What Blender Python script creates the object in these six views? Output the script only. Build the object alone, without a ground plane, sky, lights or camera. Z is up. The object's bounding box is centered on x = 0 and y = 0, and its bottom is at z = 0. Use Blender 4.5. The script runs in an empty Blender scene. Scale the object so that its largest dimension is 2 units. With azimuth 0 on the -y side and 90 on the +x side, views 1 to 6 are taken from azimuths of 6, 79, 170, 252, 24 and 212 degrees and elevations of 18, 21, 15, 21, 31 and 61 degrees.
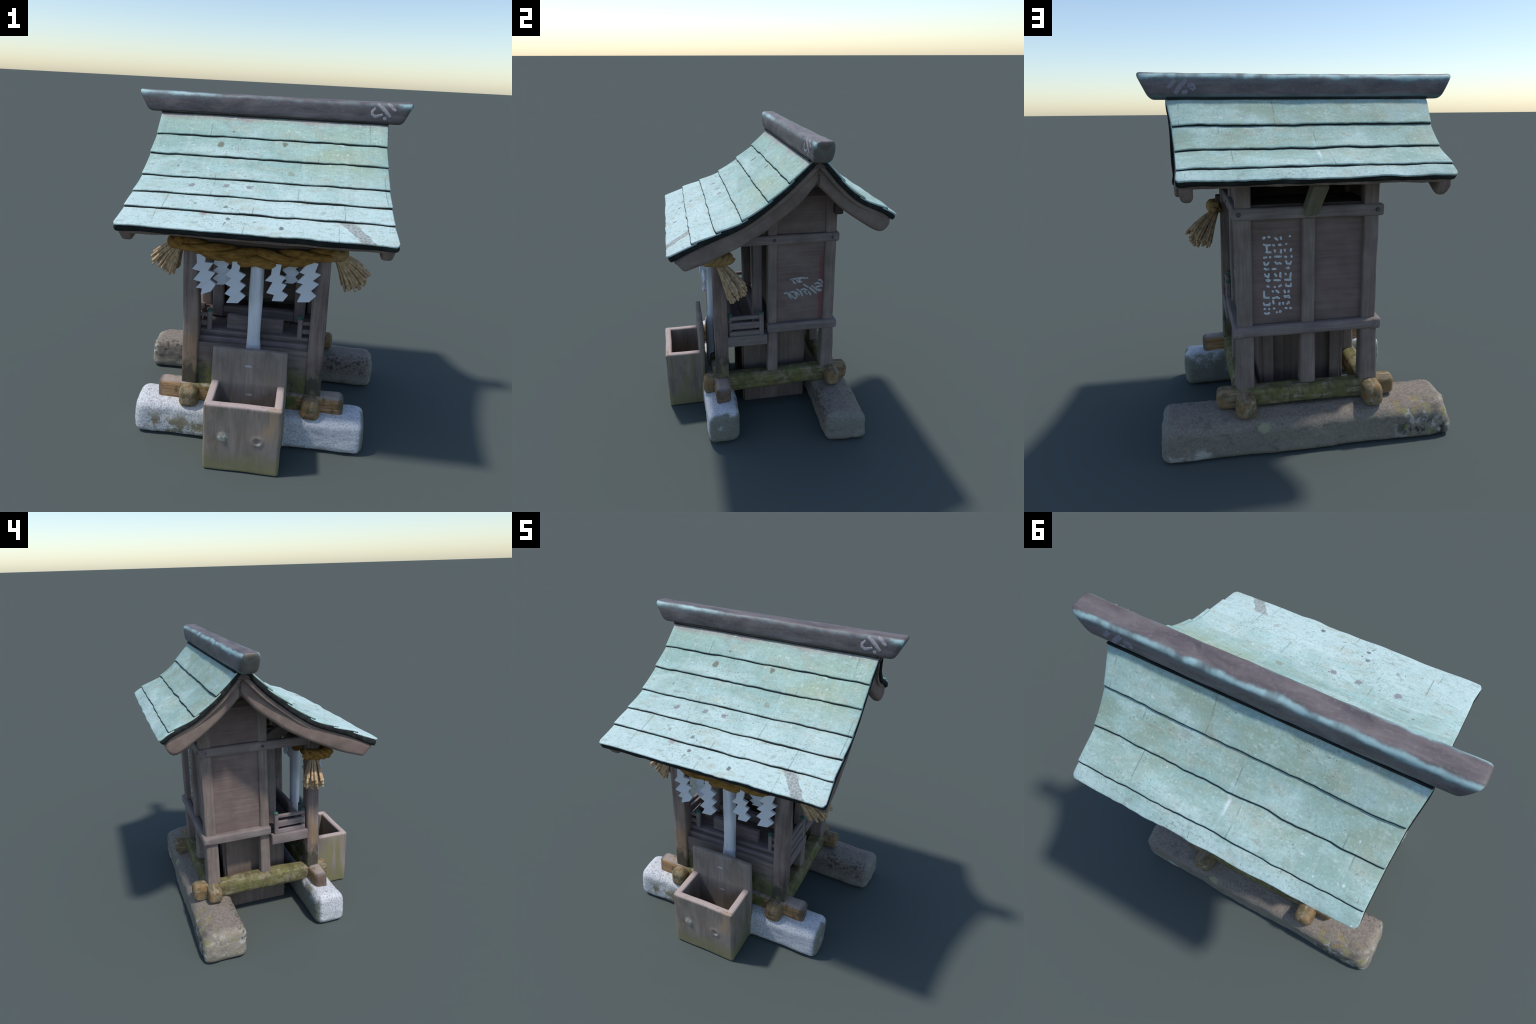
import bpy, bmesh, math, random
from mathutils import Vector, Matrix, noise
from mathutils.bvhtree import BVHTree

random.seed(7)
scene = bpy.context.scene
V = Vector


# ------------------------------------------------------------------ node helper
class Mat:
    """Thin wrapper that lets a procedural material be written as expressions."""

    def __init__(self, name, rough=0.75, spec=0.25):
        self.m = bpy.data.materials.new(name)
        self.m.use_nodes = True
        self.t = self.m.node_tree
        self.bsdf = self.t.nodes["Principled BSDF"]
        self.bsdf.inputs["Roughness"].default_value = rough
        self.bsdf.inputs["Specular IOR Level"].default_value = spec
        tc = self.t.nodes.new("ShaderNodeTexCoord")
        oi = self.t.nodes.new("ShaderNodeObjectInfo")
        geo = self.t.nodes.new("ShaderNodeNewGeometry")
        self.obj, self.world, self.normal = tc.outputs["Object"], geo.outputs["Position"], geo.outputs["Normal"]
        self.rand, self.loc, self.point = oi.outputs["Random"], oi.outputs["Location"], geo.outputs["Pointiness"]
        # object coordinates shifted by where the piece stands: no two pieces share a grain
        self.grainvec = self.vec("ADD", self.obj, self.vec("SCALE", self.loc, scale=3.7))
        s = self.t.nodes.new("ShaderNodeSeparateXYZ")
        self.t.links.new(self.world, s.inputs[0])
        self.wx, self.wy, self.wz = s.outputs

    def link(self, a, sock):
        if hasattr(a, "is_output"):
            self.t.links.new(a, sock)
        elif isinstance(a, (tuple, list)) and len(a) == 3 and sock.type == "RGBA":
            sock.default_value = (*a, 1)
        else:
            sock.default_value = a

    def vec(self, op, a, b=None, scale=None):
        n = self.t.nodes.new("ShaderNodeVectorMath")
        n.operation = op
        self.link(a, n.inputs[0])
        if b is not None:
            self.link(b, n.inputs[1])
        if scale is not None:
            n.inputs["Scale"].default_value = scale
        return n.outputs["Value"] if op in ("DISTANCE", "LENGTH") else n.outputs[0]

    def math(self, op, a, b=0.0, c=0.0, clamp=False):
        n = self.t.nodes.new("ShaderNodeMath")
        n.operation, n.use_clamp = op, clamp
        for i, x in enumerate((a, b, c)):
            self.link(x, n.inputs[i])
        return n.outputs[0]

    def noise(self, v, scale=(1, 1, 1), freq=1.0, detail=4, rough=0.55, dist=0.0):
        n = self.t.nodes.new("ShaderNodeTexNoise")
        n.inputs["Scale"].default_value = freq
        n.inputs["Detail"].default_value = detail
        n.inputs["Roughness"].default_value = rough
        n.inputs["Distortion"].default_value = dist
        self.t.links.new(self.vec("MULTIPLY", v, scale), n.inputs["Vector"])
        return n.outputs["Fac"]

    def voronoi(self, v, freq, feature="F1"):
        n = self.t.nodes.new("ShaderNodeTexVoronoi")
        n.feature = feature
        n.inputs["Scale"].default_value = freq
        self.t.links.new(v, n.inputs["Vector"])
        return n.outputs["Distance"]

    def step(self, x, lo, hi):
        """0 below lo, 1 above hi, smooth between (lo > hi inverts)."""
        n = self.t.nodes.new("ShaderNodeMapRange")
        n.interpolation_type = "SMOOTHSTEP"
        self.link(x, n.inputs["Value"])
        inv = lo > hi
        n.inputs["From Min"].default_value, n.inputs["From Max"].default_value = (hi, lo) if inv else (lo, hi)
        n.inputs["To Min"].default_value, n.inputs["To Max"].default_value = (1, 0) if inv else (0, 1)
        return n.outputs["Result"]

    def mul(self, *xs):
        r = xs[0]
        for x in xs[1:]:
            r = self.math("MULTIPLY", r, x)
        return r

    def mix(self, fac, a, b, mode="MIX"):
        n = self.t.nodes.new("ShaderNodeMix")
        n.data_type, n.blend_type, n.clamp_factor = "RGBA", mode, True
        self.link(fac, n.inputs[0])
        self.link(a, n.inputs[6])
        self.link(b, n.inputs[7])
        return n.outputs[2]

    def ramp(self, fac, stops):
        n = self.t.nodes.new("ShaderNodeValToRGB")
        e = n.color_ramp.elements
        while len(e) < len(stops):
            e.new(0.5)
        for el, (p, c) in zip(e, stops):
            el.position, el.color = p, (*c, 1)
        self.link(fac, n.inputs[0])
        return n.outputs[0]

    def spot(self, at, radius, wobble=0.75, freq=42):
        """Irregular blob mask about a point in space."""
        d = self.vec("DISTANCE", self.world, at)
        d = self.math("ADD", d, self.math("MULTIPLY", self.math("SUBTRACT", self.noise(self.world, freq=freq), 0.5), radius * wobble * 3))
        return self.step(d, radius * 1.25, radius * 0.7)

    def done(self, color, bump=None, strength=0.3, dist=0.004, rough=None):
        self.link(color, self.bsdf.inputs["Base Color"])
        if rough is not None:
            self.link(rough, self.bsdf.inputs["Roughness"])
        if bump is not None:
            b = self.t.nodes.new("ShaderNodeBump")
            b.inputs["Strength"].default_value, b.inputs["Distance"].default_value = strength, dist
            self.link(bump, b.inputs["Height"])
            self.t.links.new(b.outputs[0], self.bsdf.inputs["Normal"])
        return self.m


# ------------------------------------------------------------------ materials
def wood(name, dark, mid, light, moss=0.0, moss_top=0.5, warm=0.0, base_dark=0.0, stretch=(1.6, 26, 26), red=0.0, sides_green=0.0, grain=1.0):
    k = Mat(name, rough=0.82, spec=0.2)
    g1 = k.noise(k.grainvec, stretch, 2.2, 6, 0.62, 0.4)
    g2 = k.noise(k.grainvec, (stretch[0] * 2, stretch[1] * 2.6, stretch[2] * 2.6), 3.0, 4, 0.6)
    blot = k.noise(k.world, freq=7.0, detail=3)
    f = k.math("ADD", k.mul(g1, 0.62 * grain), k.math("ADD", k.mul(g2, 0.24 * grain), k.mul(blot, 0.42)))
    f = k.math("ADD", f, (1 - grain) * 0.4 - 0.15 * 1.0)
    c = k.ramp(f, [(0.28, dark), (0.5, mid), (0.72, light)])
    purple = k.step(k.noise(k.world, freq=4.3, detail=2), 0.5, 0.68)
    c = k.mix(k.mul(purple, 0.3), c, tuple(x * y for x, y in zip(mid, (1.02, 0.86, 0.95))))
    if red:
        c = k.mix(k.mul(k.step(k.noise(k.world, (1, 30, 3), 1.0), 0.36, 0.5), k.step(k.math("ABSOLUTE", k.math("SUBTRACT", k.wy, 0.352)), 0.024, 0.006), k.step(k.wx, 0.2, 0.3), k.step(k.wz, 1.25, 1.1), red), c, (0.24, 0.06, 0.07))
    if warm:
        w = k.mul(k.step(k.noise(k.world, (9, 9, 2.5), 1.0, 3), 0.5, 0.66), k.step(k.wz, 1.0, 0.62), warm)
        c = k.mix(w, c, (0.36, 0.23, 0.11))
    if base_dark:
        n = k.noise(k.world, (1, 1, 0.6), 16, 4)
        z = k.math("ADD", k.wz, k.mul(k.math("SUBTRACT", n, 0.5), 0.28))
        b = k.mul(k.step(z, 0.53, 0.43), base_dark)
        c = k.mix(b, c, k.mix(k.step(n, 0.45, 0.6), (0.055, 0.05, 0.038), (0.15, 0.14, 0.075)))
    if moss:
        n = k.noise(k.world, freq=11, detail=5, rough=0.65)
        z = k.math("ADD", k.wz, k.mul(k.math("SUBTRACT", n, 0.5), 0.35))
        mm = k.mul(k.step(z, moss_top, moss_top - 0.16), k.step(n, 0.36, 0.58), moss)
        c = k.mix(mm, c, k.mix(k.noise(k.world, freq=34, detail=3), (0.075, 0.095, 0.025), (0.23, 0.235, 0.085)))
    h = k.math("ADD", k.mul(g1, 0.6), k.mul(g2, 0.5))
    return k.done(c, h, 0.45, 0.004)


WOOD_POST = wood("weathered_post_wood", (0.13, 0.10, 0.085), (0.225, 0.18, 0.155), (0.335, 0.285, 0.25), moss=0.25, moss_top=0.36, grain=0.8)
WOOD_PORCH = wood("porch_post_wood", (0.10, 0.072, 0.062), (0.205, 0.155, 0.138), (0.325, 0.265, 0.235), warm=0.45, base_dark=0.85, moss=0.3, moss_top=0.42)
WOOD_RAIL = wood("greyed_rail_wood", (0.13, 0.105, 0.098), (0.22, 0.182, 0.168), (0.34, 0.295, 0.275), grain=0.8)
WOOD_PANEL = wood("panel_wood", (0.125, 0.088, 0.078), (0.20, 0.148, 0.132), (0.275, 0.212, 0.192), stretch=(1.4, 1.4, 26), red=0.7, grain=0.7)
WOOD_CORE = wood("pedestal_wood", (0.13, 0.098, 0.08), (0.195, 0.15, 0.125), (0.28, 0.225, 0.19), stretch=(1.2, 18, 18), grain=0.8)
WOOD_CORE_WALL = wood("pedestal_wall_wood", (0.10, 0.075, 0.062), (0.165, 0.125, 0.105), (0.235, 0.185, 0.155), stretch=(18, 18, 1.2))
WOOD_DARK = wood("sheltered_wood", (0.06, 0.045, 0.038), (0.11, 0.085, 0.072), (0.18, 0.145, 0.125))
WOOD_FLOOR = wood("floor_wood", (0.10, 0.078, 0.075), (0.17, 0.138, 0.132), (0.30, 0.255, 0.25), stretch=(1.2, 18, 18))
WOOD_KICK = wood("kick_board_wood", (0.10, 0.08, 0.07), (0.18, 0.145, 0.128), (0.27, 0.23, 0.205), moss=0.65, moss_top=0.56, base_dark=0.8)
WOOD_BARGE = wood("barge_wood", (0.12, 0.088, 0.072), (0.215, 0.162, 0.135), (0.35, 0.275, 0.225), stretch=(14, 2.2, 2.6), grain=0.75)


WOOD_DAMP = wood("damp_bracket_wood", (0.10, 0.09, 0.065), (0.19, 0.17, 0.125), (0.29, 0.265, 0.21), moss=0.12, moss_top=3.0)


ATTIC_SHADE = wood("sooty_attic_wood", (0.012, 0.01, 0.009), (0.025, 0.02, 0.018), (0.045, 0.038, 0.034))  # wood colour taken almost to black for the unlit attic


def mossy_sill():
    k = Mat("mossy_sill_wood", 0.9, 0.15)
    g = k.noise(k.grainvec, (1.5, 24, 24), 2.4, 6, 0.6, 0.3)
    c = k.ramp(g, [(0.3, (0.11, 0.085, 0.055)), (0.5, (0.24, 0.195, 0.125)), (0.7, (0.38, 0.33, 0.24))])
    # green growth along the middle of each beam, bare ends
    s = k.t.nodes.new("ShaderNodeSeparateXYZ")
    k.t.links.new(k.obj, s.inputs[0])
    n = k.noise(k.world, freq=13, detail=5, rough=0.65)
    end = k.math("ADD", k.math("ABSOLUTE", s.outputs[0]), k.mul(k.math("SUBTRACT", n, 0.5), 0.22))
    m = k.mul(k.step(end, 0.42, 0.28), k.step(n, 0.36, 0.60))
    c = k.mix(k.mul(m, 0.85), c, k.mix(k.noise(k.world, (1, 1, 1), 20, 5), (0.055, 0.06, 0.018), (0.235, 0.235, 0.075)))
    endmoss = k.mul(k.step(k.noise(k.world, freq=15, detail=5, rough=0.65), 0.45, 0.60), 0.75)
    c = k.mix(endmoss, c, k.mix(n, (0.06, 0.05, 0.025), (0.17, 0.15, 0.065)))
    rust = k.mul(k.step(k.math("ABSOLUTE", s.outputs[0]), 0.36, 0.44), k.step(k.noise(k.world, freq=16), 0.42, 0.6))
    c = k.mix(k.mul(rust, 0.6), c, (0.27, 0.15, 0.065))
    dark = k.mul(k.step(k.noise(k.world, freq=22, detail=2), 0.56, 0.68), 0.6)
    c = k.mix(dark, c, (0.085, 0.07, 0.04))
    return k.done(c, k.math("ADD", g, k.mul(n, 0.6)), 0.5, 0.005)


def rust_sill():
    k = Mat("split_sill_wood", 0.85, 0.2)
    g = k.noise(k.grainvec, (1.5, 30, 30), 3, 6, 0.62, 0.5)
    c = k.ramp(g, [(0.3, (0.13, 0.07, 0.03)), (0.47, (0.33, 0.185, 0.085)), (0.7, (0.47, 0.33, 0.19))])
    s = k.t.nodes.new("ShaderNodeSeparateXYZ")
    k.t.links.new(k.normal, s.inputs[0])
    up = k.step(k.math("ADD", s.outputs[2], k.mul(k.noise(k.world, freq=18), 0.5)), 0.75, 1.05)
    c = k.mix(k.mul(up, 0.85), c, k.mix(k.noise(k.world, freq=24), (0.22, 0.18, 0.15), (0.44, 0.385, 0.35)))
    tip = k.step(k.math("ADD", k.math("ABSOLUTE", k.wx), k.mul(k.noise(k.world, freq=20), 0.05)), 0.55, 0.575)
    c = k.mix(k.mul(tip, 0.7), c, (0.08, 0.07, 0.075))
    gm = k.mul(k.step(k.noise(k.world, freq=14, detail=5, rough=0.65), 0.52, 0.64), 0.7)
    c = k.mix(gm, c, (0.085, 0.075, 0.04))
    inner = k.mul(k.step(k.math("ABSOLUTE", k.wx), 0.40, 0.30), k.step(k.noise(k.world, freq=13), 0.38, 0.55))
    c = k.mix(inner, c, (0.11, 0.125, 0.04))
    return k.done(c, g, 0.5, 0.005)


SILL, SILL_RUST = mossy_sill(), rust_sill()


def copper():
    k = Mat("verdigris_copper", 0.72, 0.3)
    big = k.noise(k.world, (1, 1.4, 1.4), 3.2, 4, 0.55, 0.6)
    c = k.ramp(big, [(0.32, (0.265, 0.42, 0.375)), (0.5, (0.345, 0.505, 0.465)), (0.68, (0.44, 0.60, 0.565))])
    # the colour turns paler and bluer towards the eaves
    pale = k.math("ADD", k.math("ABSOLUTE", k.math("SUBTRACT", k.wy, 0.213)), k.mul(k.math("SUBTRACT", big, 0.5), 0.45))
    c = k.mix(k.mul(k.step(pale, 0.28, 0.72), 0.75), c, (0.55, 0.69, 0.685))
    back = k.step(k.wy, 0.21, 0.23)
    c = k.mix(k.mul(back, k.step(k.wy, 0.72, 0.45), k.step(k.noise(k.world, (1.2, 2, 2), 3.6, 3), 0.38, 0.62), 0.8), c, (0.27, 0.36, 0.27))
    c = k.mix(k.mul(back, k.step(k.noise(k.world, (2, 2, 2), 2.5, 3), 0.54, 0.68), k.step(k.wy, 0.5, 0.3), 0.4), c, (0.33, 0.51, 0.56))
    front = k.step(k.wy, 0.21, 0.19)
    ol = k.step(k.vec("LENGTH", k.vec("MULTIPLY", k.vec("SUBTRACT", k.world, (0.42, -0.03, 1.68)), (1.0, 1.9, 0.3))), 0.46, 0.05)
    ol = k.mul(ol, front, k.step(k.noise(k.world, freq=6, detail=4), 0.28, 0.6))
    c = k.mix(k.mul(ol, 0.85), c, (0.35, 0.45, 0.325))
    g2 = k.mul(front, k.step(k.wy, -0.02, 0.15), k.step(k.noise(k.world, freq=5, detail=3), 0.4, 0.6))
    c = k.mix(k.mul(g2, 0.65), c, (0.33, 0.50, 0.41))
    # reddish weathering just under the ridge flashing on the front
    pk = k.mul(front, k.step(k.math("ADD", k.wy, k.mul(k.math("SUBTRACT", k.noise(k.world, freq=9), 0.5), 0.06)), 0.125, 0.165))
    c = k.mix(k.mul(pk, 0.75), c, (0.36, 0.24, 0.23))
    # fine mottling and black specks
    fine = k.noise(k.world, freq=85, detail=4, rough=0.7)
    tan = k.step(k.noise(k.world, (1, 1.6, 1.6), 7.5, 5, 0.65), 0.50, 0.68)
    c = k.mix(k.mul(tan, 0.45), c, (0.42, 0.44, 0.345))
    turq = k.step(k.noise(k.world, (1, 1.4, 1.4), 5.2, 4, 0.6), 0.54, 0.70)
    c = k.mix(k.mul(turq, 0.4), c, (0.37, 0.60, 0.58))
    streak = k.step(k.noise(k.world, (26, 2.2, 2.2), 1.0, 4, 0.6), 0.54, 0.70)
    c = k.mix(k.mul(streak, 0.2), c, (0.60, 0.74, 0.735))
    mott = k.noise(k.world, (1, 2.2, 2.2), 19, 5, 0.7)
    c = k.mix(k.mul(k.step(mott, 0.52, 0.68), 0.6), c, (0.27, 0.36, 0.325))
    c = k.mix(k.mul(k.step(mott, 0.46, 0.30), 0.35), c, (0.60, 0.735, 0.72))
    c = k.mix(k.mul(k.step(fine, 0.52, 0.70), 0.6), c, (0.235, 0.33, 0.31))
    c = k.mix(k.mul(k.step(fine, 0.46, 0.30), 0.40), c, (0.62, 0.77, 0.75))
    chip = k.mul(k.step(k.noise(k.world, (1, 1, 1), 38, 3, 0.6), 0.63, 0.69), k.step(k.noise(k.world, freq=6, detail=2), 0.48, 0.62))
    c = k.mix(k.mul(chip, 0.6), c, (0.72, 0.82, 0.81))
    stain = k.mul(k.step(k.noise(k.world, (1, 1.8, 1.8), 10, 4, 0.6), 0.60, 0.70), k.step(k.noise(k.world, freq=2.6, detail=2), 0.45, 0.6))
    c = k.mix(k.mul(stain, 0.5), c, (0.27, 0.28, 0.23))
    dens = k.step(k.noise(k.world, (1, 1.5, 1), 4.5, 3), 0.42, 0.66)
    sp = k.mul(k.step(k.noise(k.world, (1, 1, 1), 120, 2), 0.60, 0.68), dens)
    c = k.mix(k.mul(sp, 0.8), c, (0.17, 0.19, 0.185))
    sp2 = k.mul(k.step(k.noise(k.world, (1, 1, 1), 48, 2), 0.69, 0.74), k.step(k.wx, 0.2, -0.1), front)
    c = k.mix(k.mul(sp2, 0.75), c, (0.15, 0.14, 0.15))
    # vertical joints between sheets, placed differently in every course
    xx = k.math("ADD", k.wx, k.math("MULTIPLY", k.rand, 5.3))
    for pitch, ph in ((0.47, 0.0),):
        fr = k.math("FRACT", k.math("DIVIDE", k.math("ADD", xx, ph), pitch))
        ln = k.step(k.math("ABSOLUTE", k.math("SUBTRACT", k.math("ADD", fr, k.mul(k.noise(k.world, freq=14), 0.02)), 0.5)), 0.0095, 0.003)
        ln = k.mul(ln, k.step(k.noise(k.world, freq=11, detail=2), 0.42, 0.62))
        c = k.mix(k.mul(ln, 0.62), c, (0.15, 0.21, 0.21))
    # stains with known places on the front slope
    blots = [((-0.284, 0.0, 1.706), 0.022, 0.85, (0.15, 0.15, 0.11)), ((0.093, 0.027, 1.73), 0.019, 0.85, (0.15, 0.15, 0.11)), ((0.148, -0.159, 1.588), 0.022, 0.6, (0.25, 0.25, 0.17)),
             ((-0.385, -0.299, 1.519), 0.02, 0.75, (0.2, 0.17, 0.2)), ((-0.199, -0.282, 1.525), 0.018, 0.75, (0.2, 0.17, 0.2)), ((-0.07, -0.288, 1.523), 0.018, 0.75, (0.19, 0.15, 0.19)),
             ((-0.153, -0.599, 1.386), 0.014, 0.85, (0.1, 0.11, 0.11)), ((0.136, -0.598, 1.386), 0.014, 0.85, (0.1, 0.11, 0.11)), ((-0.275, -0.531, 1.423), 0.018, 0.5, (0.3, 0.14, 0.18)),
             ((-0.163, -0.473, 1.449), 0.014, 0.8, (0.13, 0.15, 0.15)), ((-0.14, -0.56, 1.41), 0.012, 0.8, (0.12, 0.12, 0.14)), ((-0.33, -0.46, 1.455), 0.013, 0.6, (0.2, 0.2, 0.2))]
    for at, r, a, col in blots:
        c = k.mix(k.mul(k.spot(at, r), a), c, col)
    # the bare grey patch near the right end of the front eave
    sx = k.math("SUBTRACT", k.wx, k.math("ADD", 0.453, k.math("MULTIPLY", k.math("ADD", k.wy, 0.52), -0.75)))
    sx = k.math("ADD", sx, k.mul(k.math("SUBTRACT", k.noise(k.world, freq=26), 0.5), 0.035))
    st = k.mul(k.step(k.math("ABSOLUTE", sx), 0.041, 0.034), k.step(k.wy, -0.519, -0.526), k.step(k.wz, 1.36, 1.366))
    c = k.mix(k.mul(st, 0.92), c, k.mix(k.step(fine, 0.42, 0.6), (0.40, 0.435, 0.42), (0.22, 0.24, 0.235)))
    # white scuffs on the back slope
    sc = k.mul(back, k.step(k.noise(k.world, (16, 2, 2), 1.0, 2), 0.66, 0.72), k.step(k.math("ABSOLUTE", k.math("SUBTRACT", k.wy, 0.58)), 0.06, 0.03))
    c = k.mix(k.mul(sc, 0.6), c, (0.74, 0.84, 0.86))
    return k.done(c, k.math("ADD", k.mul(fine, 0.7), big), 0.35, 0.004)


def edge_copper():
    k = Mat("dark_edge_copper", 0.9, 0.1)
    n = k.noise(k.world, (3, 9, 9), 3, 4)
    c = k.ramp(n, [(0.35, (0.016, 0.017, 0.017)), (0.55, (0.024, 0.026, 0.025)), (0.72, (0.042, 0.048, 0.046))])  # near-black tones for the eave and gable edges
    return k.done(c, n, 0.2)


def ridge_copper():
    k = Mat("ridge_copper", 0.55, 0.4)
    n = k.noise(k.world, (2.2, 7, 9), 2.6, 5, 0.6, 0.5)
    c = k.ramp(n, [(0.3, (0.075, 0.066, 0.073)), (0.5, (0.125, 0.103, 0.108)), (0.7, (0.18, 0.153, 0.156))])
    grain = k.noise(k.world, freq=70, detail=3)
    c = k.mix(k.mul(k.step(grain, 0.5, 0.75), 0.3), c, (0.25, 0.215, 0.22))
    # patina streaks along the shoulders where rain lingers
    d = k.noise(k.world, (2, 3, 3), 3.0, 5, 0.62)
    zz = k.math("ADD", k.wz, k.mul(k.math("SUBTRACT", d, 0.5), 0.03))
    wobble = k.mul(k.math("SUBTRACT", d, 0.5), 0.075)
    drop = k.math("SUBTRACT", 1.999, k.wz)
    # distance past the upper arris: positive down the face, negative across the top
    db = k.math("ADD", k.math("SUBTRACT", drop, k.math("SUBTRACT", 0.270, k.wy)), wobble)
    df = k.math("ADD", k.math("SUBTRACT", drop, k.math("SUBTRACT", k.wy, 0.156)), wobble)
    frontpart = k.math("MAXIMUM", k.step(k.wx, -0.1, -0.6), k.math("MAXIMUM", k.step(k.wx, 0.72, 0.75), 0.2))
    backside = k.step(k.wy, 0.20, 0.225)
    blue = k.mul(k.step(k.noise(k.world, (1.6, 5, 5), 5.0, 5, 0.7), 0.54, 0.70), 0.22)
    c = k.mix(blue, c, (0.115, 0.15, 0.165))
    for dd, amount in ((db, backside), (df, k.mul(frontpart, k.step(k.wy, 0.225, 0.20)))):
        halo = k.mul(k.step(dd, -0.026, 0.012), k.step(dd, 0.060, 0.012), amount)
        c = k.mix(k.mul(halo, 0.62), c, (0.15, 0.235, 0.24))
        core = k.mul(k.step(dd, -0.018, 0.004), k.step(dd, 0.034, 0.010), amount, k.step(k.noise(k.world, (3, 1, 1), 3.0, 3), 0.30, 0.55))
        c = k.mix(k.mul(core, 0.85), c, (0.40, 0.60, 0.61))
    backside = k.step(k.wy, 0.20, 0.235)
    low = k.mul(k.step(zz, 1.90, 1.884), backside, 0.6)
    c = k.mix(low, c, (0.11, 0.22, 0.235))
    s = k.t.nodes.new("ShaderNodeSeparateXYZ")
    k.t.links.new(k.normal, s.inputs[0])
    endface = k.step(k.math("ABSOLUTE", s.outputs[0]), 0.6, 0.78)
    c = k.mix(k.mul(endface, 0.9), c, k.mix(n, (0.10, 0.088, 0.075), (0.19, 0.17, 0.145)))
    return k.done(c, k.math("ADD", n, k.mul(grain, 0.3)), 0.3, 0.004)


def granite():
    k = Mat("pale_granite", 0.85, 0.25)
    f = k.noise(k.world, freq=95, detail=4, rough=0.75)
    c = k.ramp(f, [(0.32, (0.22, 0.225, 0.235)), (0.46, (0.52, 0.53, 0.55)), (0.62, (0.72, 0.73, 0.755))])
    big = k.noise(k.world, freq=6, detail=4)
    c = k.mix(k.mul(k.step(big, 0.55, 0.75), 0.35), c, (0.40, 0.40, 0.40))
    blue = k.mul(k.step(k.wx, 0.2, 0.45), 0.25)
    c = k.mix(blue, c, (0.58, 0.62, 0.70))
    # lichen on the left half of the front face
    n = k.noise(k.world, (1, 1, 1), 8.5, 5, 0.62)
    li = k.mul(k.step(n, 0.43, 0.54), k.step(k.wx, -0.14, -0.26), k.step(k.wx, -0.66, -0.56), k.step(k.wz, 0.20, 0.10), k.step(k.wy, -0.36, -0.42))
    c = k.mix(k.mul(li, 0.9), c, k.mix(f, (0.10, 0.085, 0.04), (0.34, 0.30, 0.175)))
    # damp moss near the ground and along the right end and back
    m = k.mul(k.step(k.math("ADD", k.wz, k.mul(k.math("SUBTRACT", n, 0.5), 0.25)), 0.07, 0.015), k.step(n, 0.40, 0.60))
    c = k.mix(k.mul(m, 0.75), c, (0.15, 0.155, 0.075))
    e = k.mul(k.math("MAXIMUM", k.step(k.wx, 0.655, 0.678), k.step(k.wy, -0.30, -0.275)), k.step(k.math("ADD", n, k.mul(k.wz, -1.0)), 0.12, 0.32))
    c = k.mix(k.mul(e, 0.85), c, k.mix(f, (0.06, 0.062, 0.034), (0.23, 0.225, 0.165)))
    return k.done(c, k.math("ADD", f, big), 0.6, 0.006)


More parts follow.
